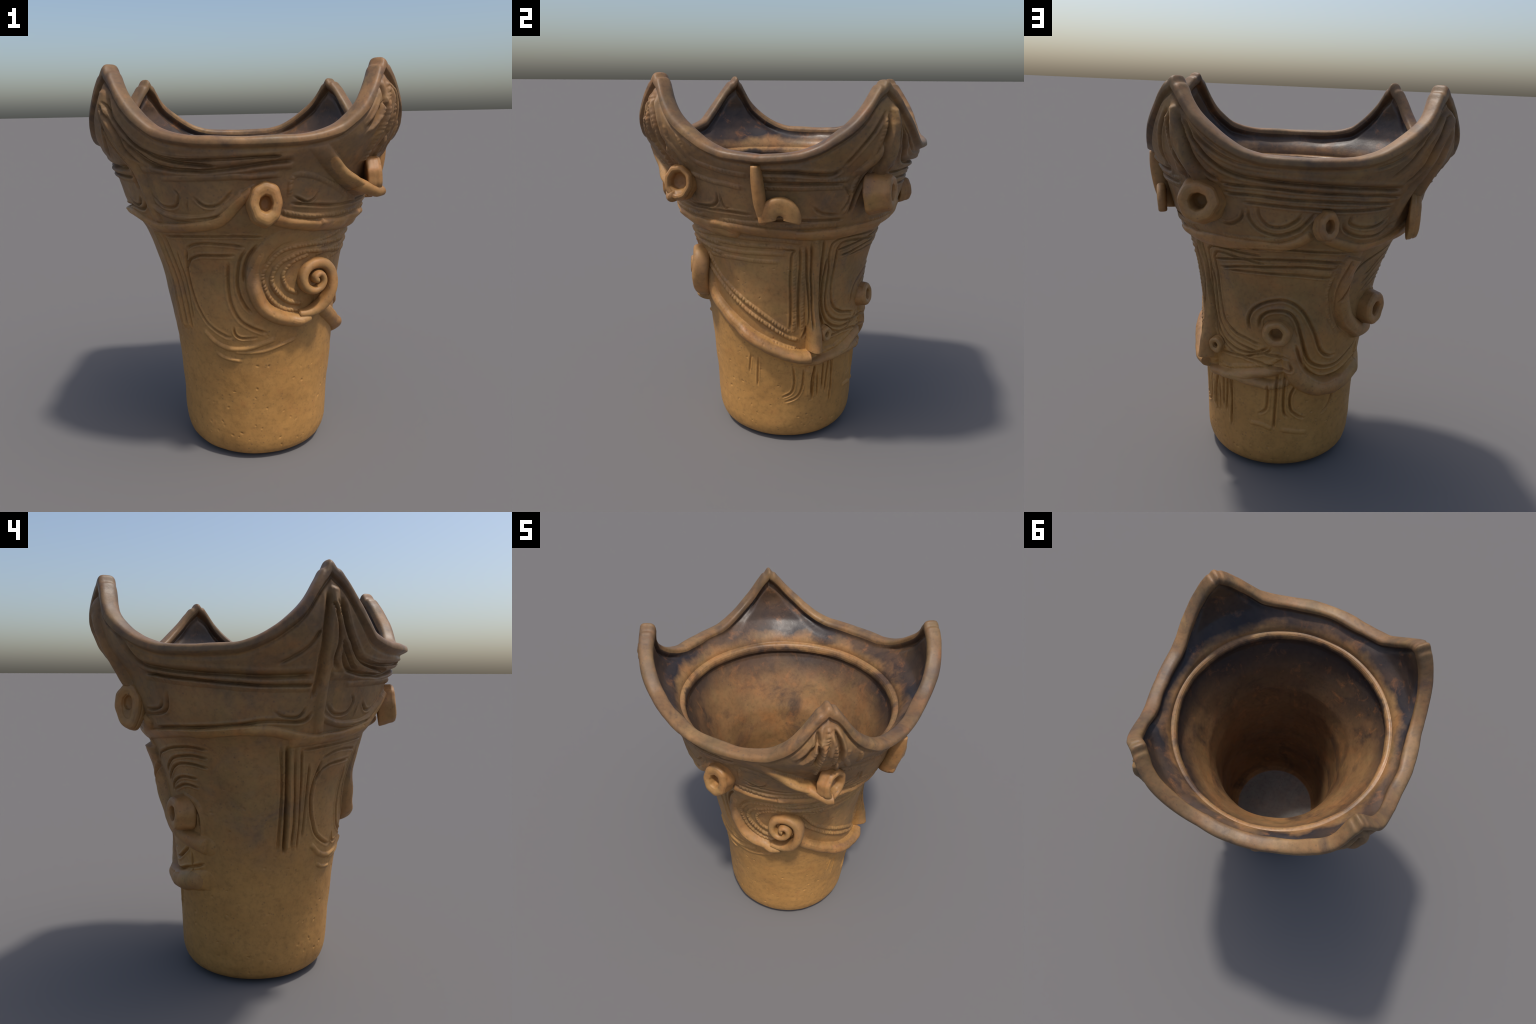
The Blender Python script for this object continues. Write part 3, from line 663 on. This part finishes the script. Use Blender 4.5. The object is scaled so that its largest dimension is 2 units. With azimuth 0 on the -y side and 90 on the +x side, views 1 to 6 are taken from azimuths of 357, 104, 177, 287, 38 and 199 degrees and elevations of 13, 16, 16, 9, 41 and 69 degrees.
# upright strap beside the broken loop
q = np.linspace(0, 1, 30)
zs = 1.60 - .28 * q
pp = place(90.0 + 2.5 * q, zs, .706 + .016 * np.sin(np.pi * q ** .9) - .055 * q)
r_, u_, n_ = frame(91, 0)
sweep("loop_strap", pp, np.tile(r_, (30, 1)), np.tile(n_, (30, 1)), (.022 + .007 * np.sin(np.pi * q)), .042, BAND_CLAY, power=2.2)
# lug joining the front right ring to its flange
lug = np.array([[.47, -.50, 1.46], [.53, -.475, 1.435], [.575, -.455, 1.418], [.60, -.435, 1.42]])
lt = np.linspace(0, 3, 24); lp = np.stack([np.interp(lt, range(4), lug[:, k]) for k in range(3)], -1)
r_, u_, n_ = frame(50, -20)
sweep("lug", lp, np.tile(u_, (24, 1)), np.tile(n_, (24, 1)), .034 - .003 * lt, .040, BAND_CLAY, power=2.2)
# the coiled scroll: the end of the scroll band winding up into a raised curl
r_, u_, n_ = frame(18, 6)
coil = np.array([(-150, 338), (-45, 345), (50, 308), (120, 225), (165, 120), (172, 0), (135, -95), (45, -140), (-60, -120), (-122, -40), (-118, 60), (-60, 118),
                 (15, 120), (68, 60), (66, -10), (25, -42), (-18, -15), (-8, 22), (12, 20)], float)
ct = np.linspace(0, len(coil) - 1, 150)
def spline(y): return np.array([np.interp(ct, range(len(coil)), y)]).ravel()
cx, cy = spline(coil[:, 0]), spline(coil[:, 1])
ker = np.ones(9) / 9
cx = np.convolve(np.pad(cx, 4, 'edge'), ker, 'valid'); cy = np.convolve(np.pad(cy, 4, 'edge'), ker, 'valid')
tt = np.linspace(0, 1, 150)
pp = (np.array([.312, -.448, 1.005]) + (cx * .00055)[:, None] * r_ - (cy * .00052)[:, None] * u_
      + n_ * (-.045 * smooth(.24, 0, tt) - .034 + .012 * smooth(.3, .9, tt))[:, None])
tg = np.gradient(pp, axis=0); tg /= np.linalg.norm(tg, axis=1)[:, None]
sweep("coiled_scroll", pp, np.cross(tg, n_), np.tile(n_, (150, 1)), .027 - .011 * smooth(.25, .9, tt) - .008 * smooth(.12, 0, tt), .045, BAND_CLAY, power=2.6)
# clay web filling the coil
ring_handle("coil_web", tuple(np.array([.312, -.448, 1.005]) - n_ * .026), 18, 6, .075, .004, .06, BAND_CLAY)
